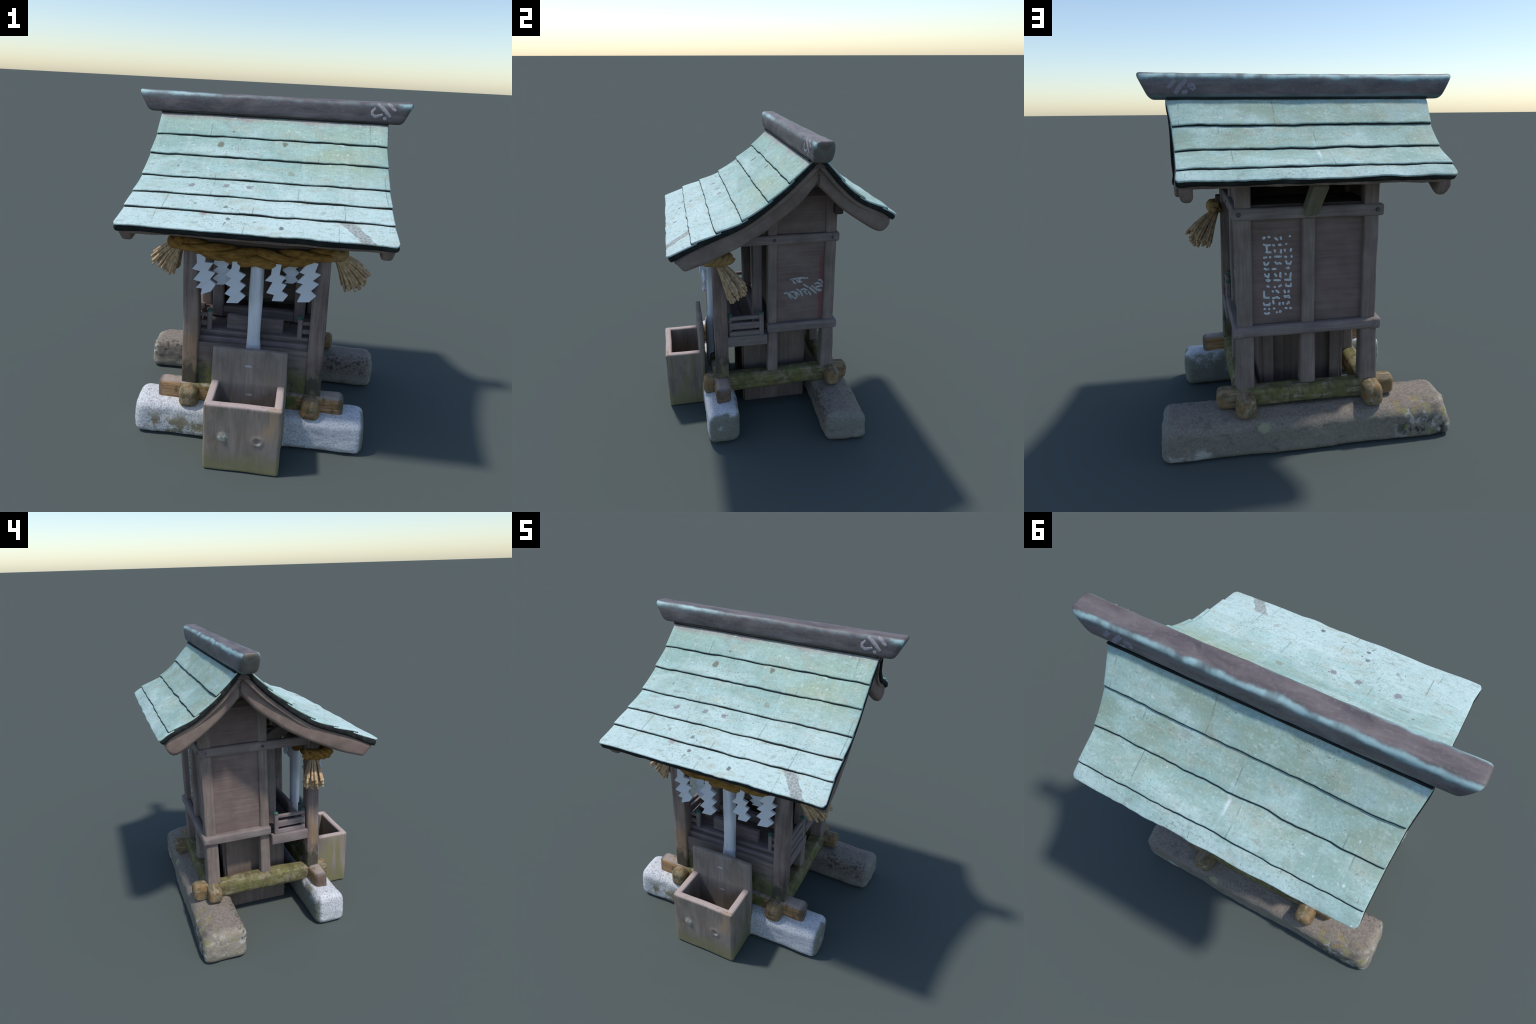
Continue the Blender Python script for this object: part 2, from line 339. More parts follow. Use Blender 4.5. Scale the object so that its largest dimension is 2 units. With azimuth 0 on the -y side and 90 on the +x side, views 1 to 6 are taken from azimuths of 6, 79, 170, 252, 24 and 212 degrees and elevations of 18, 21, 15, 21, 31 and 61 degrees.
def fieldstone():
    k = Mat("weathered_foundation_stone", 0.88, 0.2)
    f = k.noise(k.world, freq=70, detail=5, rough=0.75)
    c = k.ramp(f, [(0.28, (0.155, 0.130, 0.108)), (0.5, (0.25, 0.212, 0.178)), (0.72, (0.345, 0.30, 0.255))])
    big = k.noise(k.world, freq=5, detail=4)
    c = k.mix(k.mul(k.step(big, 0.5, 0.72), 0.4), c, (0.25, 0.235, 0.195))
    n = k.noise(k.world, freq=9, detail=5, rough=0.65)
    # patches of black crust, white lichen and ochre on the left end
    left = k.step(k.wx, -0.42, -0.56)
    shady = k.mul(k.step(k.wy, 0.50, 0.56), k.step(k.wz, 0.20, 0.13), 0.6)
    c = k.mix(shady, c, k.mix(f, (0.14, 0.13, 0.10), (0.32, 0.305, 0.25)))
    bk = k.step(k.wy, 0.47, 0.53)
    bl = k.mul(left, bk, k.step(k.wz, 0.15, 0.09), k.step(n, 0.44, 0.52))
    c = k.mix(k.mul(bl, 0.95), c, (0.04, 0.036, 0.03))
    topless = k.step(k.wz, 0.212, 0.190)
    endface = k.step(k.wx, -0.75, -0.79)
    skirt = k.math("MAXIMUM", bk, k.mul(endface, 0.7))
    c = k.mix(k.mul(endface, 0.55), c, k.mix(f, (0.25, 0.21, 0.155), (0.50, 0.45, 0.365)))
    wh = k.mul(left, topless, k.step(k.noise(k.world, freq=12, detail=4), 0.53, 0.62), k.math("MAXIMUM", bk, k.step(k.wx, -0.75, -0.79)))
    c = k.mix(k.mul(wh, 0.65), c, k.mix(f, (0.42, 0.41, 0.36), (0.70, 0.69, 0.64)))
    oc = k.mul(left, bk, k.step(k.wz, 0.13, 0.19), k.step(k.noise(k.world, freq=14, detail=4), 0.46, 0.58))
    c = k.mix(k.mul(oc, 0.9), c, k.mix(f, (0.22, 0.16, 0.05), (0.48, 0.38, 0.17)))
    gr = k.mul(left, skirt, k.step(k.noise(k.world, freq=17, detail=3), 0.56, 0.66))
    c = k.mix(k.mul(gr, 0.7), c, (0.26, 0.27, 0.10))
    # pale crust low at the other end, dark pits on the front shoulder
    rt = k.mul(k.step(k.wx, 0.45, 0.62), bk, k.step(k.wz, 0.10, 0.05), k.step(n, 0.44, 0.56))
    c = k.mix(k.mul(rt, 0.75), c, (0.52, 0.52, 0.47))
    pit = k.mul(k.step(k.wy, 0.36, 0.325), k.step(k.wz, 0.07, 0.13), k.step(k.noise(k.world, freq=42, detail=3), 0.52, 0.60), k.step(k.math("ABSOLUTE", k.wx), 0.40, 0.5))
    c = k.mix(k.mul(pit, 0.75), c, (0.075, 0.06, 0.055))
    fr = k.mul(k.step(k.wy, 0.34, 0.315), k.step(k.wz, 0.12, 0.06), 0.5)
    c = k.mix(fr, c, k.mix(f, (0.22, 0.21, 0.16), (0.40, 0.38, 0.31)))
    sp = k.mul(k.spot((0.27, 0.575, 0.17), 0.03, 1.0, 40), 0.6)
    c = k.mix(sp, c, (0.40, 0.40, 0.24))
    rend = k.mul(k.step(k.wx, 0.76, 0.79), 0.6)
    c = k.mix(rend, c, k.mix(f, (0.15, 0.15, 0.125), (0.37, 0.37, 0.325)))
    stain = k.mul(k.step(k.noise(k.world, (4, 4, 7), 2.6, 5, 0.65), 0.54, 0.68), 0.5)
    c = k.mix(stain, c, (0.105, 0.095, 0.07))
    return k.done(c, k.math("ADD", f, k.mul(big, 0.8)), 0.8, 0.009)


def box_wood():
    k = Mat("offering_box_wood", 0.85, 0.2)
    g = k.noise(k.world, (9, 9, 1.3), 1.5, 6, 0.6, 0.35)
    g2 = k.noise(k.world, (70, 70, 3), 1.2, 4, 0.6)
    f = k.math("ADD", k.mul(g, 0.7), k.mul(g2, 0.3))
    c = k.ramp(f, [(0.28, (0.145, 0.12, 0.098)), (0.5, (0.255, 0.213, 0.182)), (0.72, (0.37, 0.315, 0.28))])
    blot = k.noise(k.world, freq=7, detail=3)
    c = k.mix(k.mul(k.step(blot, 0.5, 0.7), 0.35), c, (0.30, 0.225, 0.165))
    grime = k.step(k.noise(k.world, (6, 6, 3), 1.0, 5, 0.65), 0.50, 0.68)
    c = k.mix(k.mul(grime, 0.5), c, (0.105, 0.092, 0.058))
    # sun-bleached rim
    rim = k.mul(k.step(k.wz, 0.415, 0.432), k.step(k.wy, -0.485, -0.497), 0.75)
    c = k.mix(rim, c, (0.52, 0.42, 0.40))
    side = k.math("MAXIMUM", k.step(k.math("ABSOLUTE", k.wx), 0.195, 0.206), k.step(k.wy, -0.47, -0.455))
    n = k.noise(k.world, (14, 14, 2), 1.0, 4)
    gm = k.mul(side, k.step(n, 0.42, 0.60), k.step(k.wz, 0.50, 0.30), 0.75)
    c = k.mix(gm, c, (0.215, 0.20, 0.085))
    zz = k.math("ADD", k.wz, k.mul(k.math("SUBTRACT", k.noise(k.world, freq=10, detail=4), 0.5), 0.14))
    low = k.mul(k.step(zz, 0.17, 0.04), 0.75)
    c = k.mix(low, c, k.mix(blot, (0.15, 0.14, 0.06), (0.30, 0.28, 0.14)))
    warm = k.mul(k.step(k.wx, 0.08, 0.14), k.step(k.wy, -0.70, -0.715), k.step(k.wz, 0.2, 0.30), k.step(g, 0.47, 0.58), 0.7)
    c = k.mix(warm, c, (0.36, 0.25, 0.15))
    dark = k.mul(k.step(k.wy, -0.70, -0.715), k.step(g2, 0.56, 0.66), k.step(k.wz, 0.24, 0.36), 0.55)
    c = k.mix(dark, c, (0.10, 0.085, 0.08))
    # lichen ring on the front, scraps of pale paste inside the back board
    ring = k.math("SUBTRACT", k.vec("DISTANCE", k.world, (-0.106, -0.72, 0.232)), 0.017)
    rg = k.mul(k.step(k.math("ABSOLUTE", ring), 0.020, 0.004), k.step(k.noise(k.world, freq=55), 0.36, 0.56), 0.85)
    c = k.mix(rg, c, (0.52, 0.55, 0.47))
    r2 = k.math("SUBTRACT", k.vec("DISTANCE", k.world, (0.087, -0.72, 0.223)), 0.018)
    c = k.mix(k.mul(k.step(k.math("ABSOLUTE", r2), 0.012, 0.003), k.step(k.noise(k.world, freq=55), 0.45, 0.6), 0.5), c, (0.46, 0.45, 0.41))
    for at in ((-0.006, -0.484, 0.538), (0.008, -0.484, 0.355)):
        d = k.vec("LENGTH", k.vec("MULTIPLY", k.vec("SUBTRACT", k.world, at), (0.55, 1, 1.6)))
        d = k.math("ADD", d, k.mul(k.math("SUBTRACT", k.noise(k.world, freq=60), 0.5), 0.025))
        c = k.mix(k.mul(k.step(d, 0.014, 0.006), 0.8), c, (0.58, 0.56, 0.55))
    return k.done(c, f, 0.4, 0.004)


def plain(name, lo, hi, freq=(20, 20, 20), rough=0.8, bump=0.2):
    k = Mat(name, rough, 0.2)
    n = k.noise(k.world, freq, 1.0, 4)
    return k.done(k.ramp(n, [(0.3, lo), (0.7, hi)]), n, bump)


def rope_mat():
    k = Mat("straw_rope", 0.8, 0.2)
    g = k.noise(k.world, (6, 18, 26), 2.0, 5, 0.65, 0.6)
    c = k.ramp(g, [(0.3, (0.13, 0.06, 0.012)), (0.5, (0.27, 0.14, 0.03)), (0.7, (0.38, 0.215, 0.058))])
    ends = k.mul(k.step(k.wx, 0.38, 0.44), 0.6)
    c = k.mix(ends, c, k.mix(g, (0.24, 0.155, 0.065), (0.48, 0.345, 0.175)))
    d = k.step(k.noise(k.world, freq=26, detail=2), 0.60, 0.70)
    c = k.mix(k.mul(d, 0.5), c, (0.13, 0.06, 0.03))
    return k.done(c, g, 0.5, 0.005)


COPPER, EDGE, RIDGE = copper(), edge_copper(), ridge_copper()
GRANITE, FIELD, BOXWOOD, ROPE = granite(), fieldstone(), box_wood(), rope_mat()
PAPER = plain("white_paper", (0.63, 0.66, 0.70), (0.70, 0.725, 0.76), (6, 6, 6), 0.9, 0.05)
CLOTH = plain("white_bell_cloth", (0.55, 0.57, 0.61), (0.74, 0.76, 0.79), (30, 30, 4), 0.9, 0.2)
STRAW = plain("dry_straw", (0.30, 0.19, 0.10), (0.66, 0.48, 0.295), (60, 60, 40), 0.75, 0.2)
CAP = plain("green_baluster_cap", (0.035, 0.085, 0.065), (0.075, 0.155, 0.12), (60, 60, 60), 0.6)
IRON = plain("nail_iron", (0.05, 0.05, 0.055), (0.11, 0.11, 0.115), (90, 90, 90), 0.6)


def paint(name, col, wear):
    k = Mat(name, 0.9, 0.1)
    n = k.noise(k.world, freq=90, detail=3)
    return k.done(k.mix(k.step(n, wear, wear + 0.22), col, tuple(x * 0.5 for x in col)), None)


CHALK = paint("white_chalk", (0.62, 0.66, 0.69), 0.48)
CHALK_FAINT = paint("faint_chalk", (0.46, 0.47, 0.47), 0.46)
CHALK_RIDGE = paint("ridge_chalk", (0.40, 0.37, 0.39), 0.50)
CHALK_RIDGE_DIM = paint("dim_ridge_chalk", (0.24, 0.22, 0.26), 0.50)


# ------------------------------------------------------------------ mesh helpers
def link(name, me, parent=None, mat=None, matrix=None, smooth=True):
    o = bpy.data.objects.new(name, me)
    scene.collection.objects.link(o)
    if matrix is not None:
        o.matrix_world = matrix
    if parent is not None:
        o.parent = parent
        o.matrix_parent_inverse = world_of(parent).inverted()
    if mat is not None and not me.materials:
        me.materials.append(mat)
    if smooth and len(me.polygons):
        me.polygons.foreach_set("use_smooth", [True] * len(me.polygons))
    return o


def world_of(o):
    m = o.matrix_basis.copy()
    if o.parent:
        m = world_of(o.parent) @ o.matrix_parent_inverse @ m
    return m


def wob(p, freq, seed):
    return noise.noise_vector(p * freq + V((seed * 13.7, seed * 7.1, seed * 3.3)))


def axis_stops(h, r, n):
    inner = h - r
    mid = [-inner + 2 * inner * i / n for i in range(n + 1)]
    return [-h, -h + 0.586 * r] + mid + [h - 0.586 * r, h]


def rounded_box(size, r, seg, fn=None):
    """Closed box mesh with rounded edges; fn(p) bends/roughens every vertex."""
    hs = [s / 2 for s in size]
    r = min(r, min(hs) * 0.98)
    st = [axis_stops(h, r, n) for h, n in zip(hs, seg)]
    bm, cache = bmesh.new(), {}

    def vert(idx):
        if idx not in cache:
            p = V(st[a][idx[a]] for a in range(3))
            q = V(max(-(h - r), min(h - r, c)) for h, c in zip(hs, p))
            d = p - q
            if d.length > 1e-9:
                p = q + d.normalized() * r
            cache[idx] = bm.verts.new(fn(p) if fn else p)
        return cache[idx]

    N = [len(s) - 1 for s in st]
    for a in range(3):
        b, c = (a + 1) % 3, (a + 2) % 3
        for side in (0, N[a]):
            for i in range(N[b]):
                for j in range(N[c]):
                    quad = []
                    for di, dj in ((0, 0), (1, 0), (1, 1), (0, 1)):
                        idx = [0, 0, 0]
                        idx[a], idx[b], idx[c] = side, i + di, j + dj
                        quad.append(vert(tuple(idx)))
                    bm.faces.new(quad if side else quad[::-1])
    me = bpy.data.meshes.new("mesh")
    bm.to_mesh(me)
    bm.free()
    return me


SEED = [0]


def timber(name, p0, p1, w, h, mat, parent, r=0.010, up=(0, 0, 1), amp=0.0025, freq=7.0, end=(1, 1), bow=0.0, seg=None):
    """A hewn length of wood from p0 to p1; w across, h along `up`. end: width factors at both ends."""
    SEED[0] += 1
    s = SEED[0]
    p0, p1 = V(p0), V(p1)
    L = (p1 - p0).length
    x = (p1 - p0).normalized()
    y = V(up).cross(x).normalized()
    z = x.cross(y)
    M = Matrix((x, y, z)).transposed().to_4x4()
    M.translation = (p0 + p1) / 2

    def fn(p):
        t = p.x / L + 0.5
        k = end[0] + (end[1] - end[0]) * t
        q = V((p.x, p.y * k, p.z * k + bow * (1 - (2 * t - 1) ** 2)))
        n = wob(M @ V((p.x * 0.6, p.y, p.z)), freq, s)
        return q + V((n.x * amp * 0.6, n.y * amp, n.z * amp))

    me = rounded_box((L, w, h), r, seg or (max(4, int(L / 0.03)), max(2, int(w / 0.03)), max(2, int(h / 0.03))), fn)
    return link(name, me, parent, mat, M)


def block(name, lo, hi, mat, parent, r=0.008, amp=0.002, freq=6.0, cell=0.035, fn2=None, matrix=None):
    """Rounded block between two corners, mesh in world coordinates (object at the origin)."""
    SEED[0] += 1
    s = SEED[0]
    lo, hi = V(lo), V(hi)
    c, size = (lo + hi) / 2, hi - lo

    def fn(p):
        q = p + c
        if fn2:
            q = fn2(q)
        return q + wob(q, freq, s) * amp

    me = rounded_box(size, r, [max(2, int(v / cell)) for v in size], fn)
    return link(name, me, parent, mat, matrix)


def tube_mesh(paths, sides=10, cap=True):
    """paths: list of [(point, radius), ...] swept into one mesh."""
    bm = bmesh.new()
    for path in paths:
        rings, prev = [], None
        n = len(path)
        for i, (p, rad) in enumerate(path):
            t = (path[min(i + 1, n - 1)][0] - path[max(i - 1, 0)][0]).normalized()
            if prev is None:
                prev = t.orthogonal().normalized()
            prev = (prev - t * prev.dot(t)).normalized()
            bi = t.cross(prev)
            rings.append([bm.verts.new(p + (prev * math.cos(a) + bi * math.sin(a)) * rad) for a in (2 * math.pi * j / sides for j in range(sides))])
        for a, b in zip(rings, rings[1:]):
            for j in range(sides):
                bm.faces.new((a[j], a[(j + 1) % sides], b[(j + 1) % sides], b[j]))
        if cap:
            bm.faces.new(rings[0][::-1])
            bm.faces.new(rings[-1])
    me = bpy.data.meshes.new("mesh")
    bm.to_mesh(me)
    bm.free()
    return me


def smooth_curve(pts, n=24):
    """Catmull-Rom through 2D points, returned as an arc-length table."""
    P = [V((2 * pts[0][0] - pts[1][0], 2 * pts[0][1] - pts[1][1]))] + [V(p) for p in pts] + [V((2 * pts[-1][0] - pts[-2][0], 2 * pts[-1][1] - pts[-2][1]))]
    out = []
    for i in range(1, len(P) - 2):
        for j in range(n):
            t = j / n
            a, b, c, d = P[i - 1 : i + 3]
            out.append(0.5 * (2 * b + (c - a) * t + (2 * a - 5 * b + 4 * c - d) * t * t + (3 * b - a - 3 * c + d) * t ** 3))
    out.append(P[-2])
    return out


class Profile:
    """A slope seen from the side: arc length s -> (y, z) and outward normal."""

    def __init__(self, pts):
        self.p = smooth_curve(pts)
        self.s = [0.0]
        for a, b in zip(self.p, self.p[1:]):
            self.s.append(self.s[-1] + (b - a).length)
        self.length = self.s[-1]
        self.sign = 1 if pts[-1][0] > pts[0][0] else -1

    def at(self, s):
        s2 = max(0.0, min(self.length, s))
        i = max(0, min(len(self.s) - 2, next((k for k, v in enumerate(self.s) if v >= s2), 1) - 1))
        t = (s2 - self.s[i]) / max(1e-9, self.s[i + 1] - self.s[i])
        p = self.p[i].lerp(self.p[i + 1], t)
        a, b = self.p[max(0, i - 3)], self.p[min(len(self.p) - 1, i + 4)]
        d = (b - a).normalized()
        p = p + d * (s - s2)
        nrm = V((-d.y, d.x)) if self.sign > 0 else V((d.y, -d.x))
        return p, nrm

    def s_of_y(self, y):
        best = min(range(len(self.p)), key=lambda k: abs(self.p[k].x - y))
        return self.s[best]


# ------------------------------------------------------------------ things
shrine = bpy.data.objects.new("wooden_shrine", None)
scene.collection.objects.link(shrine)
shrine["label"] = "small weathered wooden shrine with green copper gabled roof"
shrine["category"] = "Shinto shrine"
top = shrine


# ------------------------------------------------------------------ foundation stones
def stone(name, lo, hi, mat, r, amp, shape):
    s = len(name) + int(lo[1] * 10)

    def fn2(q):
        q = shape(q)
        n = wob(q, 4.0, s) * amp + wob(q, 13.0, s) * amp * 0.45 + wob(q, 38.0, s) * amp * 0.22
        n.z *= 0.6 if q.z > 0.03 else 0.0
        return q + n

    return block(name, lo, hi, mat, top, r, 0.0, cell=0.013, fn2=fn2)


def shape_front(q):
    t = q.z / 0.235
    q.z -= 0.018 * max(0, min(1, (-0.36 - q.y) / 0.1)) * t       # top slopes gently to the front
    q.x *= 1 - 0.025 * (t - 0.35) ** 2
    q.x *= 1 - 0.018 * max(0, (q.y + 0.36) / 0.1) * (1 - t) * (q.x > 0)
    return q


def shape_back(q):
    t = q.z / 0.235
    back = max(0, min(1, (q.y - 0.46) / 0.12))
    q.z -= 0.035 * back * t                                        # worn-off back shoulder
    q.y -= 0.02 * t * back
    if q.x < 0:
        q.x *= 1 - 0.10 * back * max(0, t - 0.35) - 0.03 * t * t
    else:
        q.x *= 1 - 0.025 * t * t
    return q


stone("foundation_stone", (-0.694, -0.474, 0.0), (0.694, -0.262, 0.236), GRANITE, 0.046, 0.009, shape_front)
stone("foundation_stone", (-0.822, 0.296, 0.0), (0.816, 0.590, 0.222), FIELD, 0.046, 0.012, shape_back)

# ------------------------------------------------------------------ sills
timber("sill_beam", (-0.560, -0.355, 0.268), (0.560, -0.355, 0.268), 0.102, 0.134, SILL_RUST, top, r=0.030, amp=0.010, end=(0.95, 0.95))
timber("sill_beam", (-0.506, 0.422, 0.284), (0.510, 0.422, 0.288), 0.098, 0.104, SILL, top, r=0.030, amp=0.010)
for sx in (-1, 1):
    timber("sill_beam", (sx * 0.364, -0.478, 0.270), (sx * 0.357, 0.560, 0.276), 0.108, 0.128, SILL, top, r=0.036, amp=0.010)

# ------------------------------------------------------------------ porch
for sx in (-1, 1):
    timber("porch_post", (sx * 0.372, -0.345, 0.318), (sx * 0.364, -0.345, 1.40), 0.086, 0.092, WOOD_PORCH, top, r=0.012, up=(1, 0, 0), amp=0.005, freq=5, end=(1.03, 0.98))
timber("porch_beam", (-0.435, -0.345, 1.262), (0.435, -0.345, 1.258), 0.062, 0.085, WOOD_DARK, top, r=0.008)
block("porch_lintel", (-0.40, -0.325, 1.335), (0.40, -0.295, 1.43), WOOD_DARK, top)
kick = block("kick_board", (-0.335, -0.374, 0.20), (0.335, -0.342, 0.606), WOOD_KICK, top, r=0.006, amp=0.003)

# ------------------------------------------------------------------ balcony floor, steps and railing
floor = block("balcony_floor", (-0.345, -0.318, 0.612), (0.345, 0.10, 0.646), WOOD_FLOOR, top, r=0.006, amp=0.003)
timber("floor_edge", (-0.325, -0.332, 0.618), (0.325, -0.332, 0.618), 0.040, 0.034, WOOD_FLOOR, floor, r=0.007, amp=0.003)
timber("step_board", (-0.324, -0.294, 0.655), (0.324, -0.294, 0.655), 0.06, 0.020, WOOD_FLOOR, floor, r=0.006, amp=0.003)
timber("step_board", (-0.168, -0.268, 0.706), (0.170, -0.268, 0.704), 0.036, 0.094, WOOD_FLOOR, floor, r=0.010)
for sx in (-1, 1):
    timber("balcony_beam", (sx * 0.392, -0.305, 0.604), (sx * 0.392, -0.030, 0.602), 0.042, 0.074, WOOD_RAIL, floor, r=0.006)
    timber("handrail", (sx * 0.386, -0.290, 0.772), (sx * 0.388, -0.07, 0.772), 0.022, 0.026, WOOD_RAIL, floor, r=0.007)
    timber("handrail", (sx * 0.386, -0.290, 0.714), (sx * 0.388, -0.07, 0.712), 0.022, 0.046, WOOD_RAIL, floor, r=0.006)
    timber("handrail", (sx * 0.386, -0.290, 0.655), (sx * 0.388, -0.07, 0.655), 0.022, 0.036, WOOD_RAIL, floor, r=0.006)
    timber("handrail", (sx * 0.268, -0.305, 0.752), (sx * 0.36, -0.300, 0.752), 0.018, 0.022, WOOD_RAIL, floor, r=0.006)
    timber("handrail", (sx * 0.268, -0.305, 0.700), (sx * 0.36, -0.300, 0.700), 0.018, 0.030, WOOD_RAIL, floor, r=0.006)
    for bx, by, bt in ((0.268, -0.305, 0.785), (0.368, -0.282, 0.793), (0.390, -0.068, 0.800)):
        timber("baluster", (sx * bx, by, 0.62 if by > -0.1 else 0.645), (sx * bx, by, bt), 0.030, 0.030, WOOD_RAIL, floor, r=0.008, up=(1, 0, 0), amp=0.001)
        cap = [(V((sx * bx, by, bt - 0.006 + 0.018 * t)), 0.0175 * math.sqrt(max(0.0, 1 - t ** 2.4)) + 0.001) for t in (0, 0.25, 0.5, 0.75, 0.9, 1)]
        link("baluster_cap", tube_mesh([cap], 12), floor, CAP)

# ------------------------------------------------------------------ cabin frame
for sx in (-1, 1):
    timber("corner_post", (sx * 0.352, 0.404, 0.325), (sx * 0.344, 0.404, 0.665), 0.088, 0.096, WOOD_POST, top, r=0.014, up=(1, 0, 0), amp=0.004, end=(1.08, 0.95))
    timber("corner_post", (sx * 0.342, 0.404, 0.69), (sx * 0.338, 0.404, 1.60), 0.078, 0.080, WOOD_POST, top, r=0.012, up=(1, 0, 0), amp=0.004)
    timber("side_post", (sx * 0.352, 0.012, 0.325), (sx * 0.344, 0.012, 0.660), 0.072, 0.070, WOOD_POST, top, r=0.014, up=(1, 0, 0), amp=0.003, end=(1.06, 0.97))
    timber("side_post", (sx * 0.342, 0.012, 0.66), (sx * 0.342, 0.012, 1.56), 0.066, 0.074, WOOD_POST, top, r=0.012, up=(1, 0, 0), amp=0.003)
    timber("door_post", (sx * 0.258, -0.075, 0.655), (sx * 0.258, -0.075, 1.40), 0.066, 0.068, WOOD_RAIL, top, r=0.010, up=(1, 0, 0), amp=0.003)
    block("side_wall", (sx * 0.351 - 0.012, 0.03, 0.655), (sx * 0.351 + 0.012, 0.39, 1.60), WOOD_PANEL, top, r=0.004, amp=0.002, matrix=None)
    timber("tie_beam", (sx * 0.372, -0.335, 1.310), (sx * 0.372, 0.452, 1.312), 0.046, 0.062, WOOD_RAIL, top, r=0.012, amp=0.003)
    timber("waist_rail", (sx * 0.376, -0.028, 0.676), (sx * 0.378, 0.464, 0.674), 0.062, 0.064, WOOD_RAIL, top, r=0.014, amp=0.003)
timber("back_post", (0.001, 0.404, 0.335), (0.0, 0.404, 0.665), 0.072, 0.082, WOOD_POST, top, r=0.014, up=(1, 0, 0), amp=0.003, end=(1.06, 0.97))
timber("back_post", (-0.001, 0.406, 0.69), (-0.002, 0.406, 1.30), 0.066, 0.072, WOOD_POST, top, r=0.012, up=(1, 0, 0), amp=0.003)
timber("tie_beam", (0.400, 0.432, 1.312), (-0.402, 0.432, 1.312), 0.052, 0.062, WOOD_RAIL, top, r=0.014, amp=0.004)
timber("waist_rail", (0.408, 0.436, 0.674), (-0.412, 0.436, 0.674), 0.058, 0.062, WOOD_RAIL, top, r=0.020, amp=0.004)
for a, b in ((0.02, 0.32), (-0.32, -0.02)):
    back_wall = block("back_wall", (a, 0.386, 0.68), (b, 0.410, 1.31), WOOD_PANEL, top, r=0.004, amp=0.002)
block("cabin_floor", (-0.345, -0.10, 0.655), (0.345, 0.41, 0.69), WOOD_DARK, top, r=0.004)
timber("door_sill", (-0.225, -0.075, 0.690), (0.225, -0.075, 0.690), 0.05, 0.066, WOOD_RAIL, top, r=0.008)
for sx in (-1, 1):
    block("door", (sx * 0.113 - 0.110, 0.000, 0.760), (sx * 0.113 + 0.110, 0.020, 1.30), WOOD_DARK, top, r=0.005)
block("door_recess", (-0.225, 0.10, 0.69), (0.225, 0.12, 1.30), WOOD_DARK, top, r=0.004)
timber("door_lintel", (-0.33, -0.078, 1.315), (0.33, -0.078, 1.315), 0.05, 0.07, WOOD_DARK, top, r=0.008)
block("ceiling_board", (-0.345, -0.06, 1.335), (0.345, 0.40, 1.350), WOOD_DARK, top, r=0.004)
timber("eave_strut", (-0.008, 0.412, 1.290), (-0.022, 0.595, 1.480), 0.082, 0.062, WOOD_DAMP, top, r=0.014, amp=0.004)
block("attic_board", (-0.30, 0.06, 1.345), (0.30, 0.08, 1.455), ATTIC_SHADE, top, r=0.004)
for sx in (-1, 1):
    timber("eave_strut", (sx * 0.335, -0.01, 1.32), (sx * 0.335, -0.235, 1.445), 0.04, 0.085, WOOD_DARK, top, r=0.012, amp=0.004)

# pegs on the ends of rails
pegs = []
for sx in (-1, 1):
    for y, z, x in ((0.412, 1.312, 0.396), (0.02, 1.312, 0.396), (0.418, 0.676, 0.394), (0.0, 0.668, 0.394)):
        pegs.append([(V((sx * (x - 0.004), y, z)), 0.011), (V((sx * (x + 0.0015), y, z)), 0.010), (V((sx * (x + 0.003), y, z)), 0.006)])
    pegs.append([(V((sx * 0.365, 0.455, 1.312)), 0.013), (V((sx * 0.365, 0.460, 1.312)), 0.012), (V((sx * 0.365, 0.4615, 1.312)), 0.007)])
nails = link("nail_heads", tube_mesh(pegs, 12), top, IRON)
nails["kind"] = "stuff"

# ------------------------------------------------------------------ pedestal below the floor
core = block("pedestal", (-0.205, -0.165, 0.0), (0.205, 0.225, 0.655), WOOD_CORE_WALL, top, r=0.006, amp=0.002)
for sx in (-1, 1):
    timber("plank", (sx * 0.230, 0.048, 0.0), (sx * 0.232, 0.048, 0.640), 0.036, 0.448, WOOD_CORE, core, r=0.005, up=(0, 1, 0), amp=0.003)
    timber("plank", (sx * 0.198, 0.268, 0.0), (sx * 0.198, 0.268, 0.640), 0.062, 0.030, WOOD_CORE, core, r=0.006, up=(0, 1, 0), amp=0.002)
    timber("plank", (sx * 0.204, -0.172, 0.0), (sx * 0.204, -0.172, 0.64), 0.062, 0.030, WOOD_CORE, core, r=0.006, up=(0, 1, 0), amp=0.002)

# ------------------------------------------------------------------ roof
front = Profile([(0.215, 1.925), (0.162, 1.874), (0.047, 1.758), (-0.078, 1.657), (-0.226, 1.553), (-0.380, 1.489), (-0.519, 1.4345), (-0.663, 1.366)])
rear = Profile([(0.215, 1.925), (0.273, 1.875), (0.386, 1.750), (0.514, 1.643), (0.666, 1.568), (0.731, 1.516)])


def half_width(y):
    """Half the roof's width: flared eaves, narrower at the back."""
    pts = [(-0.66, 0.710), (-0.60, 0.704), (-0.50, 0.696), (-0.2, 0.693), (0.05, 0.686), (0.165, 0.689), (0.27, 0.689), (0.38, 0.667), (0.50, 0.659), (0.66, 0.655), (0.73, 0.661)]
    for (a, u), (b, w) in zip(pts, pts[1:]):
        if y <= b:
            t = max(0, (y - a) / (b - a))
            return u + (w - u) * t + 0.004
    return pts[-1][1] + 0.004


